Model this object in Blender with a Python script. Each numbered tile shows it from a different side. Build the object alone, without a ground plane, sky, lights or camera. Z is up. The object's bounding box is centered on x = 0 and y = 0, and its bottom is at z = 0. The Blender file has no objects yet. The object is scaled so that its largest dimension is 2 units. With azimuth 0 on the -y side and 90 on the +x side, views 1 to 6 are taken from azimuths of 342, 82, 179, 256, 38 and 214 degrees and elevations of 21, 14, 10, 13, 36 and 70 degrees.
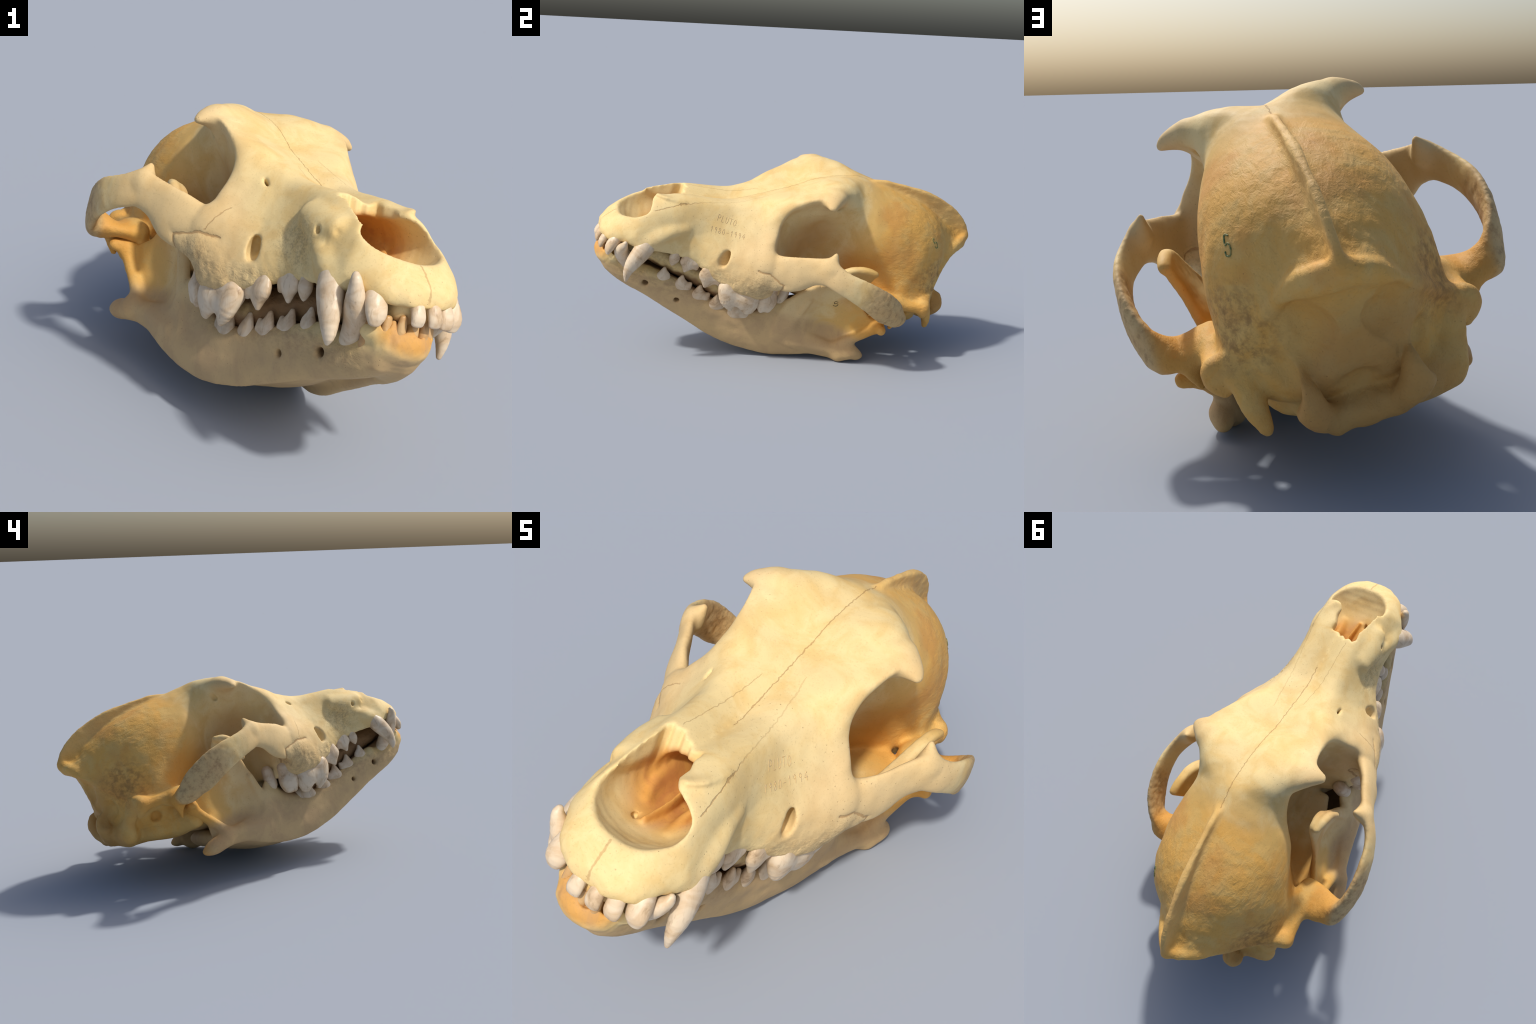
# Dog skull (cranium with articulated lower jaw), built from signed-distance
# sculpting primitives (lofts, tapered blades, ellipsoids, plates) that are
# meshed with surface nets.  All anatomy is described in a skull frame:
#   X = animal's left, Y = towards the back of the head, Z = dorsal,
# and then tipped into the resting pose by one rigid transform.
import bpy, math, random
import numpy as np
from mathutils import Matrix, Vector
from mathutils.bvhtree import BVHTree

random.seed(5)
VOX = 0.0058

# ---------------------------------------------------------------- pose
AX = np.array([[0.9653, 0.1051, -0.2392],
               [-0.1625, 0.9583, -0.2349],
               [0.2045, 0.2656, 0.9421]])
ORG = np.array([0.0289, 0.0031, 0.4928])
POSE = Matrix(((AX[0, 0], AX[1, 0], AX[2, 0], ORG[0]),
               (AX[0, 1], AX[1, 1], AX[2, 1], ORG[1]),
               (AX[0, 2], AX[1, 2], AX[2, 2], ORG[2]),
               (0, 0, 0, 1)))

# ---------------------------------------------------------------- noise
def _hash(ix, iy, iz, seed):
    h = (ix * 374761393 + iy * 668265263 + iz * 2147483647 + seed * 144665) & 0xffffffff
    h = ((h ^ (h >> 13)) * 1274126177) & 0xffffffff
    h = ((h ^ (h >> 16)) * 2246822519) & 0xffffffff
    return ((h ^ (h >> 15)) & 0xffffff) / float(0xffffff) * 2 - 1

def vnoise(P, scale, seed=0):
    q = P * scale + 1000.0
    i = np.floor(q).astype(np.int64)
    f = q - i
    f = f * f * (3 - 2 * f)
    out = 0
    for a in (0, 1):
        wx = f[:, 0] if a else 1 - f[:, 0]
        for b in (0, 1):
            wy = f[:, 1] if b else 1 - f[:, 1]
            for c in (0, 1):
                wz = f[:, 2] if c else 1 - f[:, 2]
                out = out + wx * wy * wz * _hash(i[:, 0] + a, i[:, 1] + b, i[:, 2] + c, seed)
    return out

def fbm(P, scale, octaves=3, seed=0, gain=0.5):
    s, a = 0, 1.0
    for o in range(octaves):
        s = s + a * vnoise(P, scale * 2 ** o, seed + o * 17)
        a *= gain
    return s

# ---------------------------------------------------------------- curves
def catmull(pts, n):
    """Resample rows of numbers smoothly: n steps per span."""
    P = np.asarray(pts, float)
    E = np.vstack([2 * P[0] - P[1], P, 2 * P[-1] - P[-2]])
    out = []
    for k in range(len(P) - 1):
        p0, p1, p2, p3 = E[k:k + 4]
        for t in np.arange(n) / n:
            out.append(0.5 * (2 * p1 + (p2 - p0) * t + (2 * p0 - 5 * p1 + 4 * p2 - p3) * t * t
                              + (3 * p1 - p0 - 3 * p2 + p3) * t ** 3))
    out.append(P[-1])
    return np.array(out)

def poly_distance(px, py, poly):
    """Signed distance (negative inside) of points to a closed polygon."""
    d = np.full(px.shape, 1e9, np.float32)
    inside = np.zeros(px.shape, bool)
    n = len(poly)
    for i in range(n):
        ax, ay = poly[i]
        bx, by = poly[(i + 1) % n]
        ex, ey = bx - ax, by - ay
        L = ex * ex + ey * ey
        if L < 1e-14:
            continue
        wx, wy = px - ax, py - ay
        t = np.clip((wx * ex + wy * ey) / L, 0, 1)
        d = np.minimum(d, (wx - ex * t) ** 2 + (wy - ey * t) ** 2)
        if ay != by:
            cr = ((ay > py) != (by > py)) & (px < ex * (py - ay) / ey + ax)
            inside ^= cr
    d = np.sqrt(d)
    return np.where(inside, -d, d)

# ---------------------------------------------------------------- field
class Field:
    """A dense signed-distance volume into which shapes are blended."""
    def __init__(self, lo, hi, h):
        self.lo = np.array(lo, float)
        self.h = h
        self.n = np.ceil((np.array(hi) - self.lo) / h).astype(int) + 1
        self.ax = [(self.lo[k] + h * np.arange(self.n[k])).astype(np.float32) for k in range(3)]
        self.d = np.full(self.n, 1.0, np.float32)

    def window(self, lo, hi, pad):
        s = []
        for k in range(3):
            a = int(np.floor((lo[k] - pad - self.lo[k]) / self.h))
            b = int(np.ceil((hi[k] + pad - self.lo[k]) / self.h)) + 1
            s.append(slice(max(a, 0), max(min(b, self.n[k]), 0)))
        return tuple(s)

    def grid(self, w):
        return (self.ax[0][w[0]][:, None, None], self.ax[1][w[1]][None, :, None],
                self.ax[2][w[2]][None, None, :])

    def blend(self, shape, k=0.02, cut=False, lo=None, hi=None):
        slo, shi, fn = shape
        pad = 0.05 + k
        w = self.window(slo, shi, pad)
        if any(s.stop <= s.start for s in w):
            return self
        d = fn(*self.grid(w)).astype(np.float32)
        old = self.d[w]
        if cut:
            a, b = old, -d
            h = np.clip(0.5 - 0.5 * (a - b) / k, 0, 1)
            self.d[w] = a * (1 - h) + b * h + k * h * (1 - h)
        else:
            h = np.clip(0.5 + 0.5 * (old - d) / k, 0, 1)
            self.d[w] = old * (1 - h) + d * h - k * h * (1 - h)
        return self

    def add(self, shape, k=0.02):
        return self.blend(shape, k)

    def cut(self, shape, k=0.012):
        return self.blend(shape, k, True)

    def mirrored(self):
        """Reflect a half volume (x >= 0) to the full skull."""
        f = Field.__new__(Field)
        f.h = self.h
        i0 = int(round(-self.lo[0] / self.h))      # index of x = 0
        half = self.d[i0:]
        f.d = np.concatenate([half[:0:-1], half], 0)
        f.n = np.array(f.d.shape)
        f.lo = self.lo.copy()
        f.lo[0] = -self.h * (half.shape[0] - 1)
        f.ax = [(f.lo[k] + f.h * np.arange(f.n[k])).astype(np.float32) for k in range(3)]
        return f

    def mesh(self):
        """Naive surface nets."""
        d, h = self.d, self.h
        ins = d < 0
        c = [slice(0, -1), slice(1, None)]
        cnt = np.zeros(tuple(np.array(d.shape) - 1), np.int8)
        for a in c:
            for b in c:
                for e in c:
                    cnt += ins[a, b, e]
        act = (cnt > 0) & (cnt < 8)
        idx = np.full(act.shape, -1, np.int64)
        I, J, K = np.nonzero(act)
        idx[I, J, K] = np.arange(len(I))
        acc = np.zeros((len(I), 3))
        num = np.zeros(len(I))
        corner = [(a, b, e) for a in (0, 1) for b in (0, 1) for e in (0, 1)]
        val = {cc: d[I + cc[0], J + cc[1], K + cc[2]].astype(float) for cc in corner}
        for ca in corner:
            for k in range(3):
                if ca[k] == 0:
                    cb = list(ca); cb[k] = 1; cb = tuple(cb)
                    va, vb = val[ca], val[cb]
                    m = (va < 0) != (vb < 0)
                    t = np.where(m, va / np.where(m, va - vb, 1), 0)
                    pos = np.tile(np.array(ca, float), (len(I), 1))
                    pos[:, k] += t
                    acc += pos * m[:, None]
                    num += m
        V = (np.stack([I, J, K], 1) + acc / num[:, None]) * h + self.lo
        quads = []
        for k in range(3):
            u, v = (k + 1) % 3, (k + 2) % 3
            s0 = [slice(1, -1)] * 3; s1 = [slice(1, -1)] * 3
            s0[k] = slice(0, -1); s1[k] = slice(1, None)
            a, b = ins[tuple(s0)], ins[tuple(s1)]
            E = np.argwhere(a != b)
            flip = a[tuple(E.T)]
            off = np.ones(3, int); off[k] = 0
            E = E + off
            def cell(du, dv):
                q = E.copy(); q[:, u] -= du; q[:, v] -= dv
                return idx[q[:, 0], q[:, 1], q[:, 2]]
            Q = np.stack([cell(0, 0), cell(1, 0), cell(1, 1), cell(0, 1)], 1)
            Q = np.where(flip[:, None], Q, Q[:, ::-1])
            quads.append(Q)
        F = np.vstack(quads)
        F = F[(F >= 0).all(1)]
        return V, F

# ---------------------------------------------------------------- shapes
def loft(sections, spans=8):
    """Solid through half cross-sections {y: [(x, z), ...]} from the dorsal
    midline round to the ventral midline (used with x >= 0)."""
    ys = sorted(sections)
    S = np.array([catmull(sections[y], 4) for y in ys])
    lo = (0, ys[0], S[..., 1].min())
    hi = (S[..., 0].max(), ys[-1], S[..., 1].max())
    flat = S.reshape(len(ys), -1)

    def at(y):
        y = min(max(y, ys[0]), ys[-1])
        k = min(max(np.searchsorted(ys, y) - 1, 0), len(ys) - 2)
        y0, y1 = ys[k], ys[k + 1]
        t = (y - y0) / (y1 - y0)
        # monotone-ish cubic with finite-difference tangents
        def tan(i):
            if i == 0: return (flat[1] - flat[0]) / (ys[1] - ys[0])
            if i == len(ys) - 1: return (flat[-1] - flat[-2]) / (ys[-1] - ys[-2])
            a = (flat[i] - flat[i - 1]) / (ys[i] - ys[i - 1])
            b = (flat[i + 1] - flat[i]) / (ys[i + 1] - ys[i])
            m = np.where(a * b > 0, 2 * a * b / np.where(a * b > 0, a + b, 1), 0)
            return m
        H = y1 - y0
        v = ((2 * t ** 3 - 3 * t * t + 1) * flat[k] + (t ** 3 - 2 * t * t + t) * H * tan(k)
             + (3 * t * t - 2 * t ** 3) * flat[k + 1] + (t ** 3 - t * t) * H * tan(k + 1))
        return v.reshape(-1, 2)

    def fn(X, Y, Z):
        out = np.empty((X.shape[0], Y.shape[1], Z.shape[2]), np.float32)
        px, pz = np.broadcast_arrays(X[:, 0, :], Z[:, 0, :])
        for j, y in enumerate(Y[0, :, 0]):
            half = at(float(y))
            poly = np.vstack([half, [[-0.3, half[-1, 1]]], [[-0.3, half[0, 1]]]])
            d2 = poly_distance(px, pz, poly)
            over = max(ys[0] - y, y - ys[-1])
            out[:, j, :] = d2 if over <= 0 else np.where(d2 < 0, np.maximum(d2, over), np.hypot(d2, over))
        return out
    return lo, hi, fn

def blade(nodes, up=(0, 0, 1), steps=4, round_k=True):
    """Swept ellipse: nodes of (x, y, z, half_height, half_thickness);
    half_height runs along 'up', half_thickness across it."""
    N = catmull(nodes, steps) if steps > 1 else np.asarray(nodes, float)
    r = N[:, 3:].max()
    lo, hi = N[:, :3].min(0) - r, N[:, :3].max(0) + r
    up = np.asarray(up, float)

    def fn(X, Y, Z):
        best = None
        for a, b in zip(N[:-1], N[1:]):
            e = b[:3] - a[:3]
            L = e @ e
            t = np.clip(((X - a[0]) * e[0] + (Y - a[1]) * e[1] + (Z - a[2]) * e[2]) / L, 0, 1)
            dx, dy, dz = X - a[0] - e[0] * t, Y - a[1] - e[1] * t, Z - a[2] - e[2] * t
            hh = a[3] + (b[3] - a[3]) * t
            ht = a[4] + (b[4] - a[4]) * t
            T = e / math.sqrt(L)
            U = up - T * (up @ T)
            U /= np.linalg.norm(U)
            Sd = np.cross(T, U)
            du = dx * U[0] + dy * U[1] + dz * U[2]
            ds = dx * Sd[0] + dy * Sd[1] + dz * Sd[2]
            dt = dx * T[0] + dy * T[1] + dz * T[2]
            rm = np.minimum(hh, ht)
            q = np.sqrt((du / hh) ** 2 + (ds / ht) ** 2 + (dt / rm) ** 2)
            g = np.sqrt((du / hh ** 2) ** 2 + (ds / ht ** 2) ** 2 + (dt / rm ** 2) ** 2)
            d = q * (q - 1) / np.maximum(g, 1e-6)
            d = np.where(q < 0.2, -rm * 0.8, d)
            best = d if best is None else np.minimum(best, d)
        return best
    return lo, hi, fn

def tube(nodes, steps=4):
    """Round tapered tube: nodes of (x, y, z, radius)."""
    return blade([tuple(n[:3]) + (n[3], n[3]) for n in nodes], up=(0.31, 0.17, 0.93), steps=steps)

def ball(c, r, rot=None):
    """Ellipsoid with centre, radii and optional Euler rotation (degrees)."""
    c = np.array(c, float)
    r = np.array((r, r, r) if np.isscalar(r) else r, float)
    R = np.eye(3)
    if rot:
        from mathutils import Euler
        R = np.array(Euler([math.radians(a) for a in rot]).to_matrix())
    m = r.max()

    def fn(X, Y, Z):
        dx, dy, dz = X - c[0], Y - c[1], Z - c[2]
        L = [dx * R[0, k] + dy * R[1, k] + dz * R[2, k] for k in range(3)]
        q = np.sqrt(sum((L[k] / r[k]) ** 2 for k in range(3)))
        g = np.sqrt(sum((L[k] / r[k] ** 2) ** 2 for k in range(3)))
        return np.where(q < 0.2, -r.min() * 0.8, q * (q - 1) / np.maximum(g, 1e-6))
    return c - m, c + m, fn

def plate(poly, xs, half, k=0.012, steps=4):
    """Sheet of thickness 2*half whose outline is given in (y, z) and whose
    mid surface is x = xs(y, z)."""
    P = catmull(list(poly) + [poly[0]], steps)[:-1]
    corners = [xs(y, z) for y, z in P]
    lo = (min(corners) - half, P[:, 0].min(), P[:, 1].min())
    hi = (max(corners) + half, P[:, 0].max(), P[:, 1].max())

    def fn(X, Y, Z):
        yy, zz = np.broadcast_arrays(Y[0], Z[0])
        d2 = poly_distance(yy, zz, P)[None]
        xd = np.abs(X - xs(Y, Z)) - half
        # smooth intersection
        h = np.clip(0.5 - 0.5 * (d2 - xd) / k, 0, 1)
        return d2 * (1 - h) + xd * h + k * h * (1 - h)
    return lo, hi, fn

def prism(poly, zlo, zhi, k=0.008, steps=1):
    """Vertical prism over an outline in (x, y)."""
    P = np.asarray(poly, float)
    if steps > 1:
        P = catmull(list(poly) + [poly[0]], steps)[:-1]
    lo = (P[:, 0].min(), P[:, 1].min(), zlo)
    hi = (P[:, 0].max(), P[:, 1].max(), zhi)

    def fn(X, Y, Z):
        xx, yy = np.broadcast_arrays(X[:, :, 0], Y[:, :, 0])
        d2 = poly_distance(xx, yy, P)[:, :, None]
        dz = np.maximum(zlo - Z, Z - zhi)
        return np.maximum(d2, dz)
    return lo, hi, fn

def flip(shape):
    """Mirror a shape to the other side."""
    lo, hi, fn = shape
    return ((-hi[0], lo[1], lo[2]), (-lo[0], hi[1], hi[2]), lambda X, Y, Z: fn(-X, Y, Z))

# ================================================================ CRANIUM
# Half cross-sections: dorsal midline, frontal roof, roof edge, face / orbit
# wall ..., alveolar border, palate, ventral midline.
SECTIONS = {
    -1.000: [(0, .000), (.020, .000), (.035, -.003), (.050, -.008), (.060, -.014), (.066, -.022), (.066, -.035), (.056, -.048), (.030, -.053), (0, -.053)],
    -0.960: [(0, .050), (.040, .050), (.070, .046), (.095, .036), (.115, .020), (.127, -.006), (.127, -.030), (.112, -.050), (.070, -.053), (0, -.050)],
    -0.900: [(0, .110), (.050, .112), (.090, .104), (.120, .085), (.145, .058), (.163, .022), (.164, -.012), (.148, -.034), (.100, -.034), (0, -.028)],
    -0.840: [(0, .165), (.050, .174), (.090, .165), (.128, .133), (.158, .090), (.186, .035), (.192, -.002), (.170, -.034), (.100, -.026), (0, -.020)],
    -0.750: [(0, .196), (.050, .214), (.100, .202), (.138, .162), (.165, .100), (.190, .035), (.194, -.008), (.172, -.036), (.100, -.020), (0, -.012)],
    -0.650: [(0, .216), (.058, .238), (.112, .226), (.150, .170), (.166, .100), (.176, .030), (.178, -.018), (.158, -.040), (.100, -.026), (0, -.018)],
    -0.550: [(0, .224), (.062, .250), (.114, .240), (.152, .176), (.174, .100), (.190, .025), (.192, -.024), (.172, -.052), (.115, -.036), (0, -.026)],
    -0.420: [(0, .246), (.070, .270), (.124, .258), (.166, .194), (.208, .110), (.246, .030), (.250, -.045), (.230, -.094), (.150, -.066), (0, -.048)],
    -0.300: [(0, .296), (.080, .316), (.140, .310), (.188, .262), (.236, .185), (.286, .105), (.315, .000), (.294, -.118), (.200, -.088), (0, -.060)],
    -0.220: [(0, .338), (.100, .363), (.176, .367), (.222, .327), (.256, .250), (.306, .165), (.352, .030), (.308, -.120), (.200, -.098), (0, -.068)],
    -0.140: [(0, .380), (.112, .403), (.203, .411), (.238, .390), (.214, .300), (.194, .160), (.300, .020), (.300, -.105), (.205, -.100), (0, -.076)],
    -0.060: [(0, .435), (.125, .461), (.233, .462), (.264, .446), (.210, .365), (.166, .200), (.155, .020), (.235, -.085), (.190, -.100), (0, -.086)],
    0.000: [(0, .470), (.130, .503), (.252, .494), (.312, .453), (.236, .395), (.152, .250), (.104, .060), (.100, -.060), (.090, -.090), (0, -.090)],
    0.050: [(0, .490), (.130, .524), (.228, .510), (.272, .470), (.220, .400), (.140, .262), (.086, .070), (.086, -.050), (.075, -.088), (0, -.090)],
    0.120: [(0, .512), (.115, .538), (.190, .512), (.217, .454), (.192, .370), (.140, .280), (.080, .100), (.075, -.040), (.070, -.085), (0, -.090)],
    0.200: [(0, .530), (.080, .530), (.156, .496), (.204, .434), (.214, .355), (.187, .270), (.130, .130), (.098, .000), (.075, -.075), (0, -.092)],
    0.300: [(0, .526), (.080, .514), (.162, .476), (.222, .415), (.256, .334), (.250, .240), (.204, .120), (.148, .000), (.100, -.090), (0, -.100)],
    0.450: [(0, .510), (.090, .496), (.180, .454), (.240, .396), (.281, .316), (.294, .230), (.278, .120), (.258, .000), (.180, -.100), (0, -.110)],
    0.550: [(0, .494), (.090, .480), (.176, .440), (.238, .380), (.282, .298), (.304, .208), (.308, .100), (.305, .000), (.200, -.110), (0, -.120)],
    0.650: [(0, .466), (.080, .452), (.158, .412), (.216, .354), (.256, .280), (.282, .196), (.300, .105), (.310, .020), (.215, -.090), (0, -.120)],
    0.730: [(0, .430), (.068, .414), (.132, .376), (.180, .322), (.210, .258), (.226, .195), (.238, .115), (.235, .030), (.190, -.060), (0, -.100)],
    0.795:  [(0, .404), (.055, .385), (.105, .348), (.142, .300), (.162, .250), (.165, .190), (.162, .110), (.152, .040), (.120, -.030), (0, -.030)],
    0.830: [(0, .388), (.055, .362), (.095, .330), (.118, .298), (.118, .268), (.098, .235), (.080, .190), (.080, .120), (.090, .040), (0, .030)],
    0.870:  [(0, .372), (.055, .345), (.085, .322), (.096, .302), (.092, .286), (.075, .274), (.055, .268), (.040, .265), (.020, .263), (0, .262)],
    0.915:  [(0, .362), (.030, .350), (.045, .338), (.050, .327), (.045, .318), (.036, .313), (.028, .310), (.018, .308), (.010, .307), (0, .307)],
}

half = Field((-0.0058 * 4, -1.06, -0.30), (0.66, 1.0, 0.60), VOX)
half.add(loft(SECTIONS), 0.001)

# zygomatic arch: cheek root, jugal, temporal part, hooked back to the squamosal
half.add(blade([(.270, -.260, .040, .080, .045), (.320, -.195, .052, .092, .042), (.360, -.145, .072, .092, .033), (.396, -.090, .105, .088, .026),
                (.428, -.030, .145, .070, .024), (.466, .030, .172, .066, .022), (.502, .085, .162, .060, .021),
                (.524, .140, .152, .061, .020), (.536, .205, .138, .066, .021), (.538, .285, .112, .071, .022),
                (.524, .368, .072, .074, .025), (.495, .430, .040, .060, .030), (.455, .460, .016, .040, .045)]), 0.045)
half.add(tube([(.452, .035, .200, .034), (.445, .043, .235, .022), (.438, .045, .258, .012)]), 0.03)   # orbital spur
half.add(blade([(.470, .445, .012, .034, .055), (.400, .450, .008, .032, .075), (.330, .460, .010, .050, .090)]), 0.04)   # glenoid shelf
half.add(blade([(.330, .480, .020, .03, .03), (.340, .580, .030, .028, .026), (.338, .660, .035, .030, .028)]), 0.03)       # ridge over the ear
half.add(tube([(.335, .665, .045, .030), (.338, .672, .015, .026), (.325, .680, -.010, .020)]), 0.03)
half.add(tube([(.400, .490, -.01, .030), (.392, .505, -.055, .022), (.385, .505, -.085, .014)]), 0.03)   # postglenoid process                      # mastoid
# postorbital process of the frontal
half.add(blade([(.230, .020, .470, .034, .050), (.285, -.002, .452, .022, .034), (.313, -.010, .440, .013, .020)], up=(0, 0, 1)), 0.03)
# sagittal crest and nuchal crest
half.add(plate([(.22, .46), (.30, .538), (.42, .549), (.53, .549), (.65, .538), (.75, .514), (.865, .456), (.932, .386),
                (.935, .340), (.90, .300), (.80, .28), (.6, .38), (.4, .42)], lambda y, z: 0 * y, 0.013), 0.024)
half.add(blade([(.000, .915, .350, .030, .020), (.060, .885, .315, .026, .020), (.122, .838, .266, .022, .020),
                (.182, .780, .198, .020, .020), (.248, .715, .118, .020, .022), (.320, .672, .050, .026, .024)]), 0.03)
# occiput: condyles, paroccipital processes, bullae, base
half.add(blade([(.152, .805, .055, .030, .028), (.146, .842, .010, .040, .034), (.124, .845, -.045, .038, .036), (.082, .815, -.095, .034, .034)], up=(1, 0, 0)), 0.03)
half.add(ball((0, .790, -.090), (.10, .06, .05)), 0.03)
half.cut(ball((.110, .905, .170), (.092, .105, .098), (0, 20, -22)), 0.018)
half.cut(ball((.205, .835, .055), (.055, .085, .085), (0, 25, -30)), 0.02)
half.add(blade([(.268, .700, .030, .034, .045), (.262, .742, -.030, .026, .036), (.252, .768, -.080, .018, .024), (.248, .774, -.102, .012, .014)], up=(0, 1, 0)), 0.03)
half.add(ball((.145, .520, -.120), (.100, .170, .070)), 0.03)
half.add(blade([(.02, .26, -.10, .05, .08), (.03, .50, -.125, .06, .11), (.05, .72, -.105, .062, .12)]), 0.03)
# pterygoid wings and hard palate rim
half.add(plate([(-.05, -.06), (.10, -.05), (.26, -.05), (.28, -.12), (.20, -.17), (.10, -.155), (-.02, -.12)], lambda y, z: .105 + 0 * y, .014), 0.03)
# fill closing the mouth below the palate
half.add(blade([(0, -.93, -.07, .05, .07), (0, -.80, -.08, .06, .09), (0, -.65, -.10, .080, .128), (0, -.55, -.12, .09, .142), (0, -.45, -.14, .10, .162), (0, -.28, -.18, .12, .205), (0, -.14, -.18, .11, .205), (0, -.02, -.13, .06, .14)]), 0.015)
# floor of the temporal fossa (sphenoid and pterygoid wing)
half.add(blade([(.13, .02, -.095, .022, .06), (.16, .16, -.092, .024, .08), (.19, .30, -.070, .028, .09), (.23, .42, -.045, .03, .09)]), 0.03)
half.add(ball((.07, .30, -.140), (.15, .20, .085)), 0.03)
# canine root bulge and cheek
half.add(tube([(.172, -.80, -.02, .036), (.168, -.72, .050, .034), (.150, -.62, .100, .022)]), 0.03)

# --- hollows
half.cut(ball((.285, -.098, .252), (.110, .095, .130), (0, 0, 25)), 0.014)            # orbit
half.cut(ball((.272, -.050, .095), (.070, .110, .065), (0, 0, 15)), 0.03)             # orbit floor
half.cut(blade([(0, -1.06, .300, .10, .11), (0, -.93, .178, .100, .128), (0, -.84, .118, .084, .128),
                (0, -.74, .106, .080, .118), (0, -.60, .105, .075, .085), (0, -.45, .110, .06, .06)], up=(0, 1, 1)), 0.02)   # nasal cavity
half.cut(blade([(.300, -.475, .026, .034, .016), (.248, -.425, .032, .044, .022), (.205, -.37, .045, .030, .014)], up=(-.25, .15, 1)), 0.010)  # infraorbital foramen
half.cut(ball((.365, .610, -.075), (.105, .100, .072)), 0.025)
half.cut(tube([(.32, .595, -.050, .034), (.25, .60, -.050, .028)]), 0.015)           # ear opening
half.cut(ball((0, .875, -.005), (.080, .080, .056)), 0.012)                             # foramen magnum
half.cut(tube([(.235, .095, .425, .016), (.205, .07, .41, .012)]), 0.01)             # pit behind the process
half.cut(ball((0, .10, -.145), (.085, .24, .07)), 0.02)                              # choana

skull = half.mirrored()
# --- one-sided damage: broken nasal tips around an uneven notch
NOTCH = [(.050, -.830), (.048, -.795), (.034, -.770), (.040, -.735), (.028, -.700), (.030, -.660), (.012, -.660), (-.004, -.664),
         (-.018, -.644), (-.035, -.652), (-.052, -.634), (-.070, -.646), (-.088, -.634), (-.100, -.650), (-.096, -.690), (-.106, -.730),
         (-.112, -.760), (-.118, -.800), (-.09, -.85), (0, -.86)]
skull.cut(prism(NOTCH, .10, .30), 0.006)
skull.add(blade([(.078, -.66, .205, .014, .044), (.074, -.74, .206, .011, .034), (.060, -.785, .207, .009, .016)], up=(-.35, 0, 1)), 0.012)
skull.add(blade([(-.150, -.58, .165, .040, .030), (-.156, -.66, .145, .050, .032), (-.150, -.735, .135, .036, .028)], up=(.6, 0, 1)), 0.03)
for c, r in (((-.180, -.690, .120), .011), ((-.188, -.735, .085), .007), ((-.168, -.765, .122), .008)):
    skull.cut(ball(c, r), 0.008)
# folded zygomatico-maxillary sutures
SUTURE_R = [(-.376, -.125, -.050), (-.374, -.133, .038), (-.342, -.235, .060), (-.310, -.300, .048)]
SUTURE_L = [(.384, -.126, -.045), (.372, -.132, .023), (.354, -.206, .056), (.318, -.262, .050)]
skull.add(ball((-.16, .755, -.085), (.115, .06, .070)), 0.045)
skull.add(blade([(-.12, .50, -.12, .07, .07), (-.22, .46, -.125, .065, .06), (-.31, .425, -.12, .06, .05)], up=(0, 0, 1)), 0.05)
skull.cut(blade([(-.200, -.345, .262, .020, .006), (-.172, -.318, .245, .020, .007), (-.15, -.29, .21, .014, .007)], up=(-.25, .55, .8)), 0.006)   # tear duct slit
# vomer and turbinate remains on the nasal floor
skull.add(blade([(-.012, -.78, .026, .022, .008), (.004, -.68, .040, .032, .007), (0, -.57, .05, .045, .008), (0, -.45, .06, .06, .007)]), 0.012)
skull.add(blade([(.070, -.765, .030, .012, .016), (.058, -.70, .048, .022, .012), (.070, -.62, .070, .034, .012), (.06, -.5, .08, .04, .012)], up=(.4, 0, 1)), 0.02)
skull.add(blade([(-.062, -.70, .034, .014, .014), (-.070, -.62, .055, .030, .010), (-.055, -.5, .07, .04, .012)], up=(-.4, 0, 1)), 0.02)
skull.cut(ball((-.045, -.775, .020), (.012, .020, .012)), 0.006)

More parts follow.
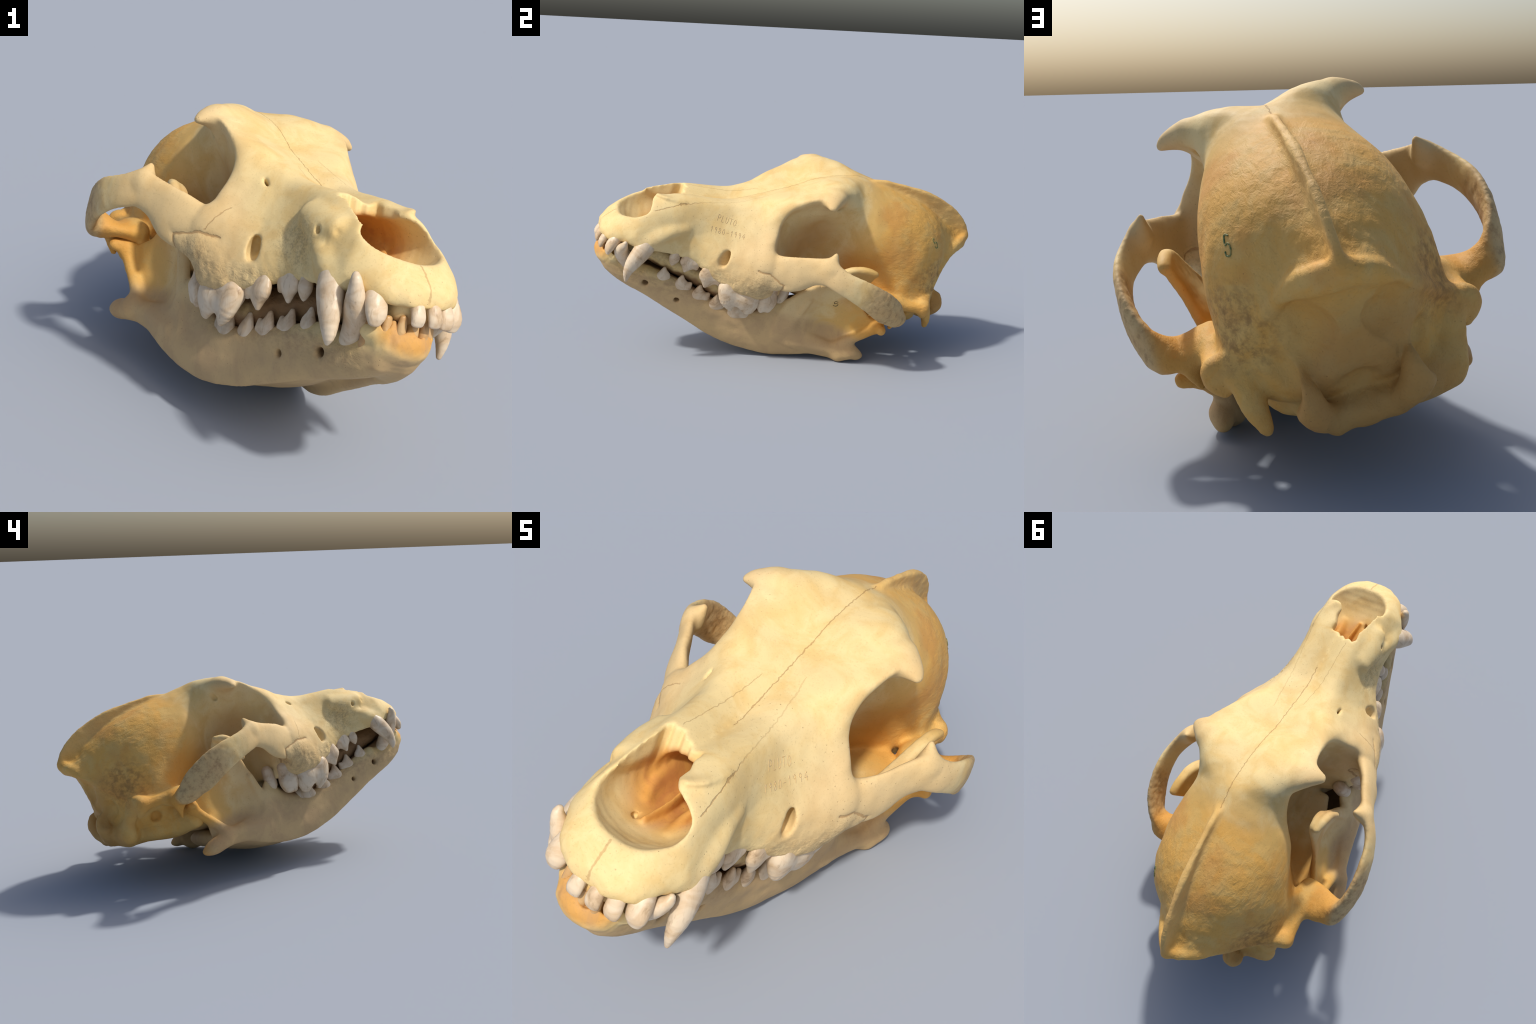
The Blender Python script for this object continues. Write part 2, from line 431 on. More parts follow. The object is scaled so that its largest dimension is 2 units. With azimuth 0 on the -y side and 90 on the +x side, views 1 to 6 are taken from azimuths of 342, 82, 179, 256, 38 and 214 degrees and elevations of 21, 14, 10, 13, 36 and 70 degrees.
# ================================================================ MANDIBLE
jaw = Field((-0.50, -1.02, -0.52), (0.50, 0.55, 0.28), VOX)
BODY = [(.046, -.890, -.200, .056, .040), (.062, -.830, -.215, .072, .044), (.084, -.740, -.232, .080, .041),
        (.108, -.640, -.252, .086, .039), (.130, -.540, -.280, .090, .038), (.152, -.430, -.310, .094, .037),
        (.177, -.310, -.344, .099, .037), (.204, -.180, -.358, .102, .038), (.233, -.050, -.346, .106, .036),
        (.268, .080, -.324, .086, .032), (.302, .200, -.304, .054, .027), (.337, .330, -.298, .038, .024)]
for sx in (1, -1):
    body = [(n[0] * sx,) + n[1:] for n in BODY]
    jaw.add(blade(body), 0.03)
    jaw.add(blade([(sx * .118, -.72, -.185, .030, .024), (sx * .136, -.64, -.200, .030, .026), (sx * .146, -.54, -.232, .030, .026), (sx * .163, -.44, -.262, .030, .026),
                   (sx * .182, -.34, -.285, .032, .027), (sx * .200, -.22, -.300, .036, .028), (sx * .218, -.12, -.290, .036, .026)]), 0.03)     # alveolar border
    e, w = (0, -.318) if sx < 0 else (-.028, -.272)
    jaw.add(tube([(sx * .345, .320, -.300, .040), (sx * .358, .390 + e, w + .006, .042), (sx * .364, .430 + e, w, .030), (sx * .366, .450 + e, w, .018)]), 0.025)
    jaw.add(tube([(sx * .31, .425, -.080, .028), (sx * .37, .435, -.072, .032), (sx * .42, .440, -.068, .024)]), 0.02)     # condyle
    jaw.add(tube([(sx * .252, .00, -.30, .024), (sx * .272, .045, -.18, .016), (sx * .296, .065, -.05, .013)]), 0.03)       # front ridge
    jaw.add(blade([(sx * .208, -.15, -.26, .05, .028), (sx * .232, -.07, -.225, .065, .024), (sx * .265, .01, -.175, .085, .020)]), 0.03)    # behind the last molar
    jaw.add(tube([(sx * .330, .30, -.26, .028), (sx * .345, .365, -.18, .026), (sx * .365, .430, -.10, .026)]), 0.03)        # rear ridge
    jaw.add(tube([(sx * .285, .06, -.32, .020), (sx * .318, .20, -.295, .020), (sx * .352, .32, -.275, .020)]), 0.03)        # lower ridge
right_poly = [(-.01, -.33), (.000, -.20), (.03, -.09), (.075, .06), (.095, .15), (.130, .190), (.175, .203), (.210, .17), (.250, .08), (.310, -.01),
              (.40, -.055), (.43, -.10), (.38, -.18), (.38, -.25), (.36, -.32), (.2, -.34)]
left_poly = [(-.03, -.33), (-.05, -.20), (-.025, -.08), (.045, .03), (.10, .11), (.16, .190), (.235, .226), (.300, .220), (.308, .190), (.290, .10), (.330, .00),
             (.40, -.055), (.43, -.10), (.38, -.18), (.38, -.25), (.36, -.32), (.2, -.34)]
def fossa(y, z):
    """Hollow of the masseteric fossa on the outer face of the ramus."""
    return .062 * np.exp(-((y - .20) / .12) ** 2 - ((z + .13) / .14) ** 2)
jaw.add(plate(right_poly, lambda y, z: -(.314 + .03 * (z + .1) + .11 * (y - .25) + .14 * (np.minimum(y, .1) - .1) - fossa(y, z)), .014), 0.02)
jaw.add(plate(left_poly, lambda y, z: .312 + .13 * np.maximum(z + .1, 0) + .11 * (y - .25) + .14 * (np.minimum(y, .1) - .1) - fossa(y, z), .014), 0.02)
jaw.add(tube([(-.336, .076, .06, .013), (-.344, .098, .145, .017), (-.346, .135, .185, .020), (-.340, .178, .198, .016)]), 0.02)
jaw.add(tube([(.340, .08, .07, .013), (.352, .155, .178, .016), (.360, .235, .212, .016), (.366, .300, .214, .013)]), 0.02)
# floor between the two halves, closed by dried tissue
jaw.add(blade([(0, -.64, -.255, .045, .08), (0, -.5, -.315, .045, .11), (0, -.3, -.385, .045, .15), (0, -.1, -.420, .045, .19),
               (0, .05, -.405, .045, .21), (0, .2, -.350, .045, .23), (0, .34, -.280, .045, .23)]), 0.03)
# symphysis and chin
jaw.add(blade([(0, -.955, -.160, .038, .060), (0, -.925, -.175, .056, .092), (0, -.84, -.202, .074, .096), (0, -.74, -.215, .062, .088), (0, -.66, -.210, .04, .08)]), 0.03)
# alveolar shelf for the lower incisors with emptied, broken sockets
jaw.add(blade([(-.10, -.900, -.140, .030, .024), (-.06, -.940, -.134, .032, .022), (0, -.957, -.130, .032, .022), (.06, -.940, -.134, .032, .022), (.10, -.900, -.140, .030, .024)]), 0.02)
for (x, y, z, r) in [(-.032, -.962, -.108, .017), (.018, -.968, -.108, .020), (.062, -.946, -.111, .019), (-.072, -.940, -.114, .014), (.098, -.906, -.114, .015)]:
    jaw.cut(ball((x, y, z), (r, r, r * 1.7)), 0.006)
for sx in (1, -1):
    jaw.cut(tube([(sx * .16, -.735, -.245, .018), (sx * .10, -.71, -.240, .016)]), 0.01)
    jaw.cut(tube([(sx * .18, -.550, -.285, .013), (sx * .13, -.54, -.28, .012)]), 0.008)

# ================================================================ OUTPUT
root = bpy.data.objects.new("dog_skull", None)
bpy.context.collection.objects.link(root)
root["label"] = "weathered cream dog skull with jaw and worn teeth"
root["category"] = "animal skull"

def finish(name, V, F, mat, normals=None, parent=root):
    me = bpy.data.meshes.new(name)
    me.vertices.add(len(V))
    me.vertices.foreach_set("co", np.ascontiguousarray(V, np.float32).ravel())
    F = np.ascontiguousarray(F, np.int32)
    me.loops.add(F.size)
    me.loops.foreach_set("vertex_index", F.ravel())
    me.polygons.add(len(F))
    me.polygons.foreach_set("loop_start", np.arange(0, F.size, F.shape[1], dtype=np.int32))
    me.update(calc_edges=True)
    me.validate()
    me.polygons.foreach_set("use_smooth", np.ones(len(me.polygons), bool))
    if normals is not None:
        me.normals_split_custom_set_from_vertices([tuple(n) for n in normals])
    me.materials.append(mat)
    ob = bpy.data.objects.new(name, me)
    bpy.context.collection.objects.link(ob)
    ob.parent = parent
    if parent is root:
        ob.matrix_local = POSE
    return ob

ROLL = 0.072

def warp(V, jaw=False):
    """The animal is not quite symmetric: the muzzle leans to its left, the
    arches sit a little to the right and the left half of the nuchal crest is
    set further forward."""
    V = V.copy()
    x, y, z = V.T
    ramp = lambda v, a, b: np.clip((v - a) / (b - a), 0, 1) ** 2 * (3 - 2 * np.clip((v - a) / (b - a), 0, 1))
    lean = 0.024 * np.clip((-.20 - y) / .75, 0, 2) ** 1.6
    if jaw:        # the jaw hangs slightly rolled, left side down
        V[:, 0] = x + ROLL * (z + .25)
        V[:, 2] = z - .7 * ROLL * x
        return V
    cheek = 0.014 * np.exp(-((y + .40) / .22) ** 2 - ((z - .05) / .15) ** 2) * np.clip(x / .12, 0, 1)
    out = ramp(np.abs(x), .34, .46)
    V[:, 0] = x + lean + cheek - .007 * out
    V[:, 1] = y + ramp(y, .68, .84) * ramp(z, .04, .12) * np.where(x > 0, -.042, .018) * ramp(np.abs(x), .01, .12) + .010 * out * ramp(y, .2, .35)
    return V

def vertex_normals(V, F):
    a, b, c, d = (V[F[:, k]] for k in range(4))
    fn = np.cross(c - a, d - b)
    N = np.zeros_like(V)
    for k in range(4):
        for ax in range(3):
            N[:, ax] += np.bincount(F[:, k], fn[:, ax], len(V))
    return N / np.maximum(np.linalg.norm(N, axis=1), 1e-12)[:, None]

def relax(V, F, times=2, w=0.5):
    """Light Laplacian smoothing that evens out the voxel grid."""
    for it in range(times):
        acc = np.zeros_like(V); n = np.zeros(len(V))
        for k in range(4):
            for o in (1, 3):
                j = F[:, (k + o) % 4]
                for ax in range(3):
                    acc[:, ax] += np.bincount(F[:, k], V[j, ax], len(V))
                n += np.bincount(F[:, k], minlength=len(V))
        V = V * (1 - w) + w * acc / np.maximum(n, 1)[:, None]
    return V

# ---------------------------------------------------------------- materials
class Nodes:
    """Small expression helper around a material node tree."""
    def __init__(self, name):
        self.m = bpy.data.materials.new(name)
        self.m.use_nodes = True
        self.t = self.m.node_tree
        self.bsdf = self.t.nodes["Principled BSDF"]
        tc = self.t.nodes.new("ShaderNodeTexCoord")
        self.P = tc.outputs["Object"]
        sep = self.t.nodes.new("ShaderNodeSeparateXYZ")
        self.t.links.new(self.P, sep.inputs[0])
        self.x, self.y, self.z = sep.outputs
        self.ax = self.math("ABSOLUTE", self.x)

    def put(self, sock, v):
        if isinstance(v, bpy.types.NodeSocket):
            self.t.links.new(v, sock)
        elif isinstance(v, (tuple, list)) and len(v) == 3 and sock.type == "RGBA":
            sock.default_value = (*v, 1)
        else:
            sock.default_value = v

    def math(self, op, a, b=None, c=None, clamp=False):
        n = self.t.nodes.new("ShaderNodeMath")
        n.operation = op
        n.use_clamp = clamp
        for k, v in enumerate((a, b, c)):
            if v is not None:
                self.put(n.inputs[k], v)
        return n.outputs[0]

    def vec(self, op, a, b=None):
        n = self.t.nodes.new("ShaderNodeVectorMath")
        n.operation = op
        self.put(n.inputs[0], a)
        if b is not None:
            self.put(n.inputs[3 if op == "SCALE" else 1], b)
        return n.outputs["Value" if op in ("LENGTH", "DOT_PRODUCT", "DISTANCE") else "Vector"]

    def step(self, v, lo, hi):
        n = self.t.nodes.new("ShaderNodeMapRange")
        n.interpolation_type = "SMOOTHSTEP"
        self.put(n.inputs[0], v)
        n.inputs[1].default_value, n.inputs[2].default_value = (lo, hi) if lo < hi else (hi, lo)
        n.inputs[3].default_value, n.inputs[4].default_value = (0, 1) if lo < hi else (1, 0)
        return n.outputs[0]

    def noise(self, scale, detail=4, rough=0.55, distort=0.0, at=None):
        n = self.t.nodes.new("ShaderNodeTexNoise")
        self.put(n.inputs["Vector"], at or self.P)
        n.inputs["Scale"].default_value = scale
        n.inputs["Detail"].default_value = detail
        n.inputs["Roughness"].default_value = rough
        n.inputs["Distortion"].default_value = distort
        return n

    def voronoi(self, scale, at=None):
        n = self.t.nodes.new("ShaderNodeTexVoronoi")
        self.put(n.inputs["Vector"], at or self.P)
        n.inputs["Scale"].default_value = scale
        return n.outputs["Distance"]

    def stretch(self, sx, sy, sz):
        n = self.t.nodes.new("ShaderNodeMapping")
        self.put(n.inputs[0], self.P)
        n.inputs["Scale"].default_value = (sx, sy, sz)
        return n.outputs[0]

    def mix(self, f, a, b):
        n = self.t.nodes.new("ShaderNodeMix")
        n.data_type = "RGBA"
        self.put(n.inputs[0], f)
        self.put(n.inputs[6], a)
        self.put(n.inputs[7], b)
        return n.outputs[2]

    def mul(self, a, *rest):
        for b in rest:
            a = self.math("MULTIPLY", a, b)
        return a

    def blob(self, c, r, soft=0.5):
        """1 inside an ellipsoid, fading to 0 at its border."""
        d = self.vec("SUBTRACT", self.P, c)
        d = self.vec("DIVIDE", d, r)
        return self.step(self.vec("LENGTH", d), 1.0, soft)

    def line(self, pts, width, flat=None):
        """Mask of a wobbling crack along a polyline (flat: ignore one axis)."""
        if not hasattr(self, "wobbled"):
            wob = self.vec("SUBTRACT", self.noise(45, 2).outputs["Color"], (.5, .5, .5))
            self.wobbled = self.vec("ADD", self.P, self.vec("SCALE", wob, 0.014))
        p = self.wobbled
        keep = {None: (1, 1, 1), "top": (1, 1, 0), "side": (0, 1, 1)}[flat]
        p = self.vec("MULTIPLY", p, keep)
        best = None
        for a, b in zip(pts[:-1], pts[1:]):
            a, b = Vector(a) * Vector(keep), Vector(b) * Vector(keep)
            e = b - a
            w = self.vec("SUBTRACT", p, tuple(a))
            t = self.math("MULTIPLY", self.vec("DOT_PRODUCT", w, tuple(e)), 1 / e.length_squared, clamp=True)
            c = self.vec("SCALE", tuple(e), t)
            d = self.vec("DISTANCE", w, c)
            best = d if best is None else self.math("MINIMUM", best, d)
        return self.step(best, width, width * 0.3)

def bone_material():
    N = Nodes("bone")
    big = N.noise(3.2, 3).outputs["Fac"]
    mid = N.noise(9, 5, .6, .6).outputs["Fac"]
    fine = N.noise(38, 5, .65).outputs["Fac"]
    grit = N.noise(150, 3, .6).outputs["Fac"]
    streak = N.noise(1, 5, .6, .5, at=N.stretch(52, 24, 52)).outputs["Fac"]
    # cream muzzle and forehead with faint yellow and grey clouds
    col = N.mix(N.step(mid, .36, .66), CREAM, YELLOW)
    col = N.mix(N.mul(N.step(big, .45, .7), .55), col, PALE)
    # cheeks and tooth-bearing bone are a warmer tan than the forehead
    side = N.mul(N.step(N.math("ADD", N.ax, N.mul(N.math("SUBTRACT", mid, .5), .10)), .17, .30), N.step(N.y, .20, .05))
    col = N.mix(N.mul(side, .55), col, CHEEK)
    # ochre braincase
    ybias = N.math("ADD", N.y, N.mul(N.math("SUBTRACT", mid, .5), .30))
    back = N.step(ybias, .12, .34)
    ochre = N.mix(N.step(mid, .38, .62), OCHRE, TAN)
    ochre = N.mix(N.mul(N.step(big, .5, .68), .6), ochre, RUST)
    col = N.mix(N.mul(back, .92), col, ochre)
    # ochre stain down the temple and the squamosal root
    col = N.mix(N.mul(N.blob((0, .36, .10), (.40, .22, .26), .45), .70), col, STAIN)
    # brown weathering low on the back of the temporal fossa
    low = N.math("MAXIMUM", N.blob((.24, .68, .16), (.17, .20, .17), .3), N.blob((-.24, .68, .16), (.17, .20, .17), .3))
    col = N.mix(N.mul(low, N.step(N.math("ADD", N.mul(fine, .6), N.mul(streak, .4)), .40, .64), .62), col, BROWN)
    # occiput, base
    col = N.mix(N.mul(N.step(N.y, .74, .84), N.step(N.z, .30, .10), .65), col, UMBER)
    # paler crest edge
    crest = N.mul(N.step(N.ax, .035, .012), N.step(N.y, .25, .35), N.step(N.z, .36, .44))
    col = N.mix(N.mul(crest, .55), col, CRESTC)
    # cheek arch: greyed, pitted temporal end
    arch = N.mul(N.step(N.ax, .44, .50), N.step(N.y, .16, .30))
    col = N.mix(N.mul(arch, .55), col, GREY)
    col = N.mix(N.mul(arch, N.step(fine, .44, .70), .45), col, BROWN)
    inner = N.mul(N.step(N.ax, .34, .38), N.step(N.ax, .50, .46), N.step(N.y, .28, .40))
    col = N.mix(N.mul(inner, .6), col, STAIN)
    # lower jaw colour darkened towards the scan's baked shading; dark gum-line grime
    jawm = N.step(N.math("ADD", N.z, N.mul(N.math("SUBTRACT", mid, .5), .06)), -.16, -.22)
    col = N.mix(N.mul(jawm, N.step(N.y, .50, .40), .88), col, N.mix(N.step(mid, .35, .65), DULL, (.57, .395, .195)))
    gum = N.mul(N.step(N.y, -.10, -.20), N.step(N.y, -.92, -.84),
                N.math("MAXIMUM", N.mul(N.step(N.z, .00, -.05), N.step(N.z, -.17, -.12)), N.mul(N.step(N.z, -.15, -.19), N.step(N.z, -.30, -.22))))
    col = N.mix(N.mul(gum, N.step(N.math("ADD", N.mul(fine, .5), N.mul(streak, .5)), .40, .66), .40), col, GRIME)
    sock = N.blob((.01, -.965, -.135), (.13, .09, .075), .5)
    col = N.mix(N.mul(sock, .8), col, N.mix(N.step(mid, .4, .6), SOCKET, STAIN))
    # dirt patch on the right of the muzzle and over the carnassials
    dirt = N.math("MAXIMUM", N.blob((-.17, -.58, .07), (.07, .15, .12), .3),
                  N.math("MAXIMUM", N.blob((.32, -.20, -.01), (.12, .13, .10), .3), N.blob((-.32, -.20, -.01), (.12, .13, .10), .3)))
    col = N.mix(N.mul(dirt, N.step(N.math("ADD", N.mul(grit, .45), N.mul(fine, .55)), .40, .68), .55), col, GRIME)
    # inside of the nose orange-brown, orbits umber, mouth dark brown
    nose = N.blob((.012, -.66, .10), (.135, .25, .105), .7)
    col = N.mix(N.mul(nose, .85), col, N.mix(N.step(mid, .35, .6), NOSE, STAIN))
    orb = N.math("MAXIMUM", N.blob((.20, .02, .16), (.16, .20, .22), .5), N.blob((-.20, .02, .16), (.16, .20, .22), .5))
    col = N.mix(N.mul(orb, .60), col, UMBER)
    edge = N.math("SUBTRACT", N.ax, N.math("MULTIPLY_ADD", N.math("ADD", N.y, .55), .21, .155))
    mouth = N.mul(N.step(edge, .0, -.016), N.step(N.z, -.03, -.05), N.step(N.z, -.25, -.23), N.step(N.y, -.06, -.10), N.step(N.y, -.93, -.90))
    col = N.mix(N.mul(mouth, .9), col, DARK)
    # fine speckle and pores
    col = N.mix(N.mul(N.step(grit, .54, .72), .14), col, BROWN)
    pores = N.mul(N.step(N.voronoi(55), .12, .05), N.step(big, .45, .6))
    col = N.mix(N.mul(pores, .35), col, BROWN)
    # sutures and cracks
    sut = N.mul(N.line([(.014, -.47, 0), (.006, -.35, 0), (.000, -.15, 0), (.000, .05, 0), (-.004, .28, 0)], .0024, "top"), N.step(N.z, .12, .16))
    s2 = N.mul(N.line([(.150, -.790, .155), (.140, -.69, .19), (.125, -.60, .215), (.104, -.46, .245), (.088, -.34, .28), (.066, -.22, .34)], .0024, "top"), N.step(N.z, .10, .13), N.math("MULTIPLY_ADD", N.step(N.y, -.58, -.66), .55, .45))
    s3 = N.mul(N.line([(-.058, -.62, 0), (-.055, -.50, 0), (-.052, -.40, 0), (-.040, -.28, 0)], .0018, "top"), N.step(N.z, .12, .16), .7)
    s4 = N.math("MAXIMUM", N.mul(N.line(SUTURE_R, .006, "side"), N.step(N.x, -.24, -.26)), N.mul(N.line(SUTURE_L, .006, "side"), N.step(N.x, .24, .26)))
    s5 = N.mul(N.line([(-.335, -.250, .070), (-.312, -.270, .110), (-.284, -.285, .152)], .003, "side"), N.step(N.x, -.22, -.24), .8)
    s6 = N.mul(N.line([(.022, -.945, 0), (.026, -1.02, 0)], .0045, "top"), N.step(N.z, -.05, -.03), .8)
    alls = sut
    for q in (s2, s3, s4, s5, s6):
        alls = N.math("MAXIMUM", alls, q)
    col = N.mix(N.mul(alls, .50), col, CRACK)
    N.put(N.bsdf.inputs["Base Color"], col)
    N.put(N.bsdf.inputs["Roughness"], N.math("MULTIPLY_ADD", fine, .25, .50))
    N.bsdf.inputs["Specular IOR Level"].default_value = .18
    # grain: rougher over the braincase and the tooth rows than on the forehead
    rough = N.math("ADD", .18, N.math("MAXIMUM", N.mul(N.step(N.y, .25, .5), .9), N.math("MAXIMUM", gum, dirt)))
    height = N.math("ADD", N.mul(streak, rough, .9), N.mul(grit, rough, .22))
    height = N.math("SUBTRACT", height, N.mul(alls, .25))
    height = N.math("SUBTRACT", height, N.mul(pores, .3))
    bump = N.t.nodes.new("ShaderNodeBump")
    bump.inputs["Strength"].default_value = .55
    bump.inputs["Distance"].default_value = .008
    N.put(bump.inputs["Height"], height)
    N.put(N.bsdf.inputs["Normal"], bump.outputs[0])
    return N.m

CREAM, YELLOW, PALE = (.77, .595, .288), (.71, .500, .205), (.775, .615, .330)
CHEEK = (.62, .430, .220)
OCHRE, TAN, RUST, STAIN = (.70, .375, .080), (.68, .425, .130), (.58, .255, .052), (.62, .290, .055)
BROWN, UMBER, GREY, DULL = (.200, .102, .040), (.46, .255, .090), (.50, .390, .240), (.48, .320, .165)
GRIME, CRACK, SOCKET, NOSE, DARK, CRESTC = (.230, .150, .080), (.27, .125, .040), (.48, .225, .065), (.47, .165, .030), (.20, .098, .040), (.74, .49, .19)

def enamel_material(name, pale, warm, stain):
    N = Nodes(name)
    a = N.noise(14, 4, .6, .8).outputs["Fac"]
    b = N.noise(1, 4, .6, .4, at=N.stretch(70, 70, 14)).outputs["Fac"]
    col = N.mix(N.step(a, .38, .62), pale, warm)
    col = N.mix(N.mul(N.step(a, .58, .74), .75), col, stain)
    col = N.mix(N.mul(N.step(b, .58, .72), .45), col, stain)
    N.put(N.bsdf.inputs["Base Color"], col)
    N.bsdf.inputs["Roughness"].default_value = .42
    N.bsdf.inputs["Subsurface Weight"].default_value = .05
    N.bsdf.inputs["Subsurface Radius"].default_value = (.01, .006, .004)
    bump = N.t.nodes.new("ShaderNodeBump")
    bump.inputs["Strength"].default_value = .3
    bump.inputs["Distance"].default_value = .004
    N.put(bump.inputs["Height"], b)
    N.put(N.bsdf.inputs["Normal"], bump.outputs[0])
    return N.m

def ink_material(name, colour):
    N = Nodes(name)
    a = N.noise(120, 3).outputs["Fac"]
    N.put(N.bsdf.inputs["Base Color"], N.mix(N.step(a, .35, .65), colour, tuple(.5 * c + .5 * d for c, d in zip(colour, TAN))))
    N.bsdf.inputs["Roughness"].default_value = .7
    return N.m

bone = bone_material()
enamel = enamel_material("enamel", (.68, .555, .395), (.58, .43, .27), (.30, .19, .095))
stained = enamel_material("stained_enamel", (.56, .36, .16), (.48, .27, .10), (.26, .13, .05))

# ---------------------------------------------------------------- bone meshes
def relief(V, F):
    """Weathered bone: gentle undulation everywhere, coarse texture where
    muscle sat and along the tooth rows."""
    n = vertex_normals(V, F)
    x, y, z = V.T
    ss = lambda v, a, b: np.clip((v - a) / (b - a), 0, 1) ** 2 * (3 - 2 * np.clip((v - a) / (b - a), 0, 1))
    temporal = ss(y, .30, .60) * (1 - ss(y, .86, .92))
    rows = ss(-y, .12, .22) * np.exp(-((z + .10) / .10) ** 2)
    archend = ss(np.abs(x), .42, .48) * ss(y, .18, .30)
    nuchal = ss(y, .76, .84)
    d = .0026 * fbm(V, 7, 2, 3) + .0010 * fbm(V, 22, 2, 9)
    d += temporal * (.0009 * fbm(V * np.array([1, .5, 1]), 62, 2, 21) + .0006 * fbm(V, 18, 2, 5))
    d += rows * .0026 * fbm(V, 45, 2, 31)
    d += archend * .0016 * fbm(V, 50, 2, 41)
    d += nuchal * .0045 * fbm(V, 13, 3, 51)
    crest = np.exp(-(x / .03) ** 2) * ss(z, .40, .47) * ss(y, .28, .40)
    d += crest * .0018 * fbm(V, 14, 2, 61)
    for line in (SUTURE_R, SUTURE_L):       # folded sutures and the fold above them
        on = ss(np.sign(line[0][0]) * x, .24, .27)
        best = np.full(len(V), 9.0)
        for p, q in zip(line[:-1], line[1:]):
            e = np.array(q[1:]) - np.array(p[1:])
            w = V[:, 1:] - np.array(p[1:])
            t = np.clip(w @ e / (e @ e), 0, 1)
            best = np.minimum(best, np.hypot(*(w - t[:, None] * e).T))
        d -= on * (.0035 * np.exp(-(best / .009) ** 2) + .005 * np.exp(-(best / .035) ** 2))
    return V + n * d[:, None]

def split(V, F, regions, mat):
    """Cut one smooth surface into named parts that keep common normals."""
    n = vertex_normals(V, F)
    c = V[F].mean(1)
    left = np.ones(len(F), bool)
    out = []
    for name, test in regions:
        m = left & test(c)
        left &= ~m
        f = F[m]
        used, inv = np.unique(f, return_inverse=True)
        out.append(finish(name, V[used], inv.reshape(f.shape), mat, n[used]))
    return out

V, F = skull.mesh()
V = relief(warp(relax(V, F)), F)
tree = BVHTree.FromPolygons(V.tolist(), F.tolist())
arch_l, arch_r, muzzle, braincase = split(V, F, [
    ("zygomatic_arch", lambda c: (c[:, 0] > .350) & (c[:, 1] > -.12) & (c[:, 1] < .56)),
    ("zygomatic_arch", lambda c: (c[:, 0] < -.350) & (c[:, 1] > -.12) & (c[:, 1] < .56)),
    ("muzzle", lambda c: c[:, 1] < -.18),
    ("braincase", lambda c: c[:, 1] > -9)], bone)
V, F = jaw.mesh()
V = relief(warp(relax(V, F), True), F)
jaw_tree = BVHTree.FromPolygons(V.tolist(), F.tolist())
mandible = split(V, F, [("mandible", lambda c: c[:, 1] > -9)], bone)[0]

# ---------------------------------------------------------------- handwriting
STROKES = {   # pen strokes in a unit box
    "P": [[(.1, 0), (.15, 1), (.6, .95), (.75, .75), (.55, .5), (.15, .48)]],
    "L": [[(.15, 1), (.12, .05), (.7, .02)]],
    "U": [[(.1, 1), (.12, .3), (.35, 0), (.6, .1), (.75, .4), (.75, 1)]],
    "T": [[(0, .97), (.8, 1)], [(.4, 1), (.4, 0)]],
    "O": [[(.4, 1), (.08, .7), (.1, .2), (.4, 0), (.72, .25), (.72, .75), (.4, 1)]],
    "0": [[(.4, 1), (.12, .7), (.14, .2), (.4, 0), (.64, .25), (.64, .75), (.4, 1)]],
    "1": [[(.2, .7), (.45, 1), (.42, 0)]],
    "9": [[(.62, .75), (.4, 1), (.15, .75), (.35, .5), (.6, .65), (.62, .8), (.55, 0)]],
    "8": [[(.4, .55), (.15, .78), (.4, 1), (.62, .78), (.4, .55), (.12, .25), (.4, 0), (.66, .25), (.4, .55)]],
    "4": [[(.5, 1), (.1, .4), (.75, .4)], [(.55, .65), (.52, 0)]],
    "5": [[(.75, .85), (.35, 1), (.25, .55), (.6, .55), (.72, .28), (.5, .0), (.12, .12), (.1, .3)]],
    "-": [[(.1, .45), (.7, .47)]],
    ".": [[(.3, .1), (.42, .12)]],
    " ": [],
}

def write(name, text, start, end, height, surface, normal, mat, radius, parent):
    """Lay pen strokes on a bone surface between two points."""
    start, end, normal = Vector(start), Vector(end), Vector(normal).normalized()
    u = (end - start) / max(len(text), 1)
    v = normal.cross(u).normalized() * height
    cu = bpy.data.curves.new(name, "CURVE")
    cu.dimensions = "3D"
    cu.bevel_depth = radius
    cu.bevel_resolution = 1
    for i, ch in enumerate(text):
        for stroke in STROKES[ch]:
            pts = []
            for a, b in catmull(stroke, 5):
                p = start + u * (i + a * .85) + v * b
                hit = surface.ray_cast(p + normal * .06, -normal)
                if hit[0] is not None:
                    pts.append(hit[0] + hit[1] * radius * .15)
            if len(pts) > 1:
                sp = cu.splines.new("POLY")
                sp.points.add(len(pts) - 1)
                for q, p in zip(sp.points, pts):
                    q.co = (*p, 1)
    tmp = bpy.data.objects.new(name, cu)
    bpy.context.collection.objects.link(tmp)
    me = bpy.data.meshes.new_from_object(tmp.evaluated_get(bpy.context.evaluated_depsgraph_get()))
    bpy.data.objects.remove(tmp)
    me.materials.clear()
    me.materials.append(mat)
    ob = bpy.data.objects.new(name, me)
    bpy.context.collection.objects.link(ob)
    ob.parent = parent
    return ob

pencil = ink_material("faded_pencil", (.47, .36, .21))
green_ink = ink_material("green_ink", (.03, .12, .04))
dark_ink = ink_material("dark_ink", (.07, .07, .04))
write("inscription", "PLUTO", (.160, -.490, .182), (.196, -.395, .190), .030, tree, (.80, -.25, .55), pencil, .0010, muzzle)
write("inscription", "1980-1994", (.190, -.515, .132), (.245, -.345, .152), .026, tree, (.86, -.25, .45), pencil, .0010, muzzle)
write("inscription", "5", (.228, .655, .330), (.188, .668, .338), .058, tree, (.62, .35, .70), green_ink, .0026, braincase)
write("inscription", "5", (.33, .205, -.075), (.33, .240, -.055), .036, jaw_tree, (1, 0, .1), dark_ink, .0020, mandible)

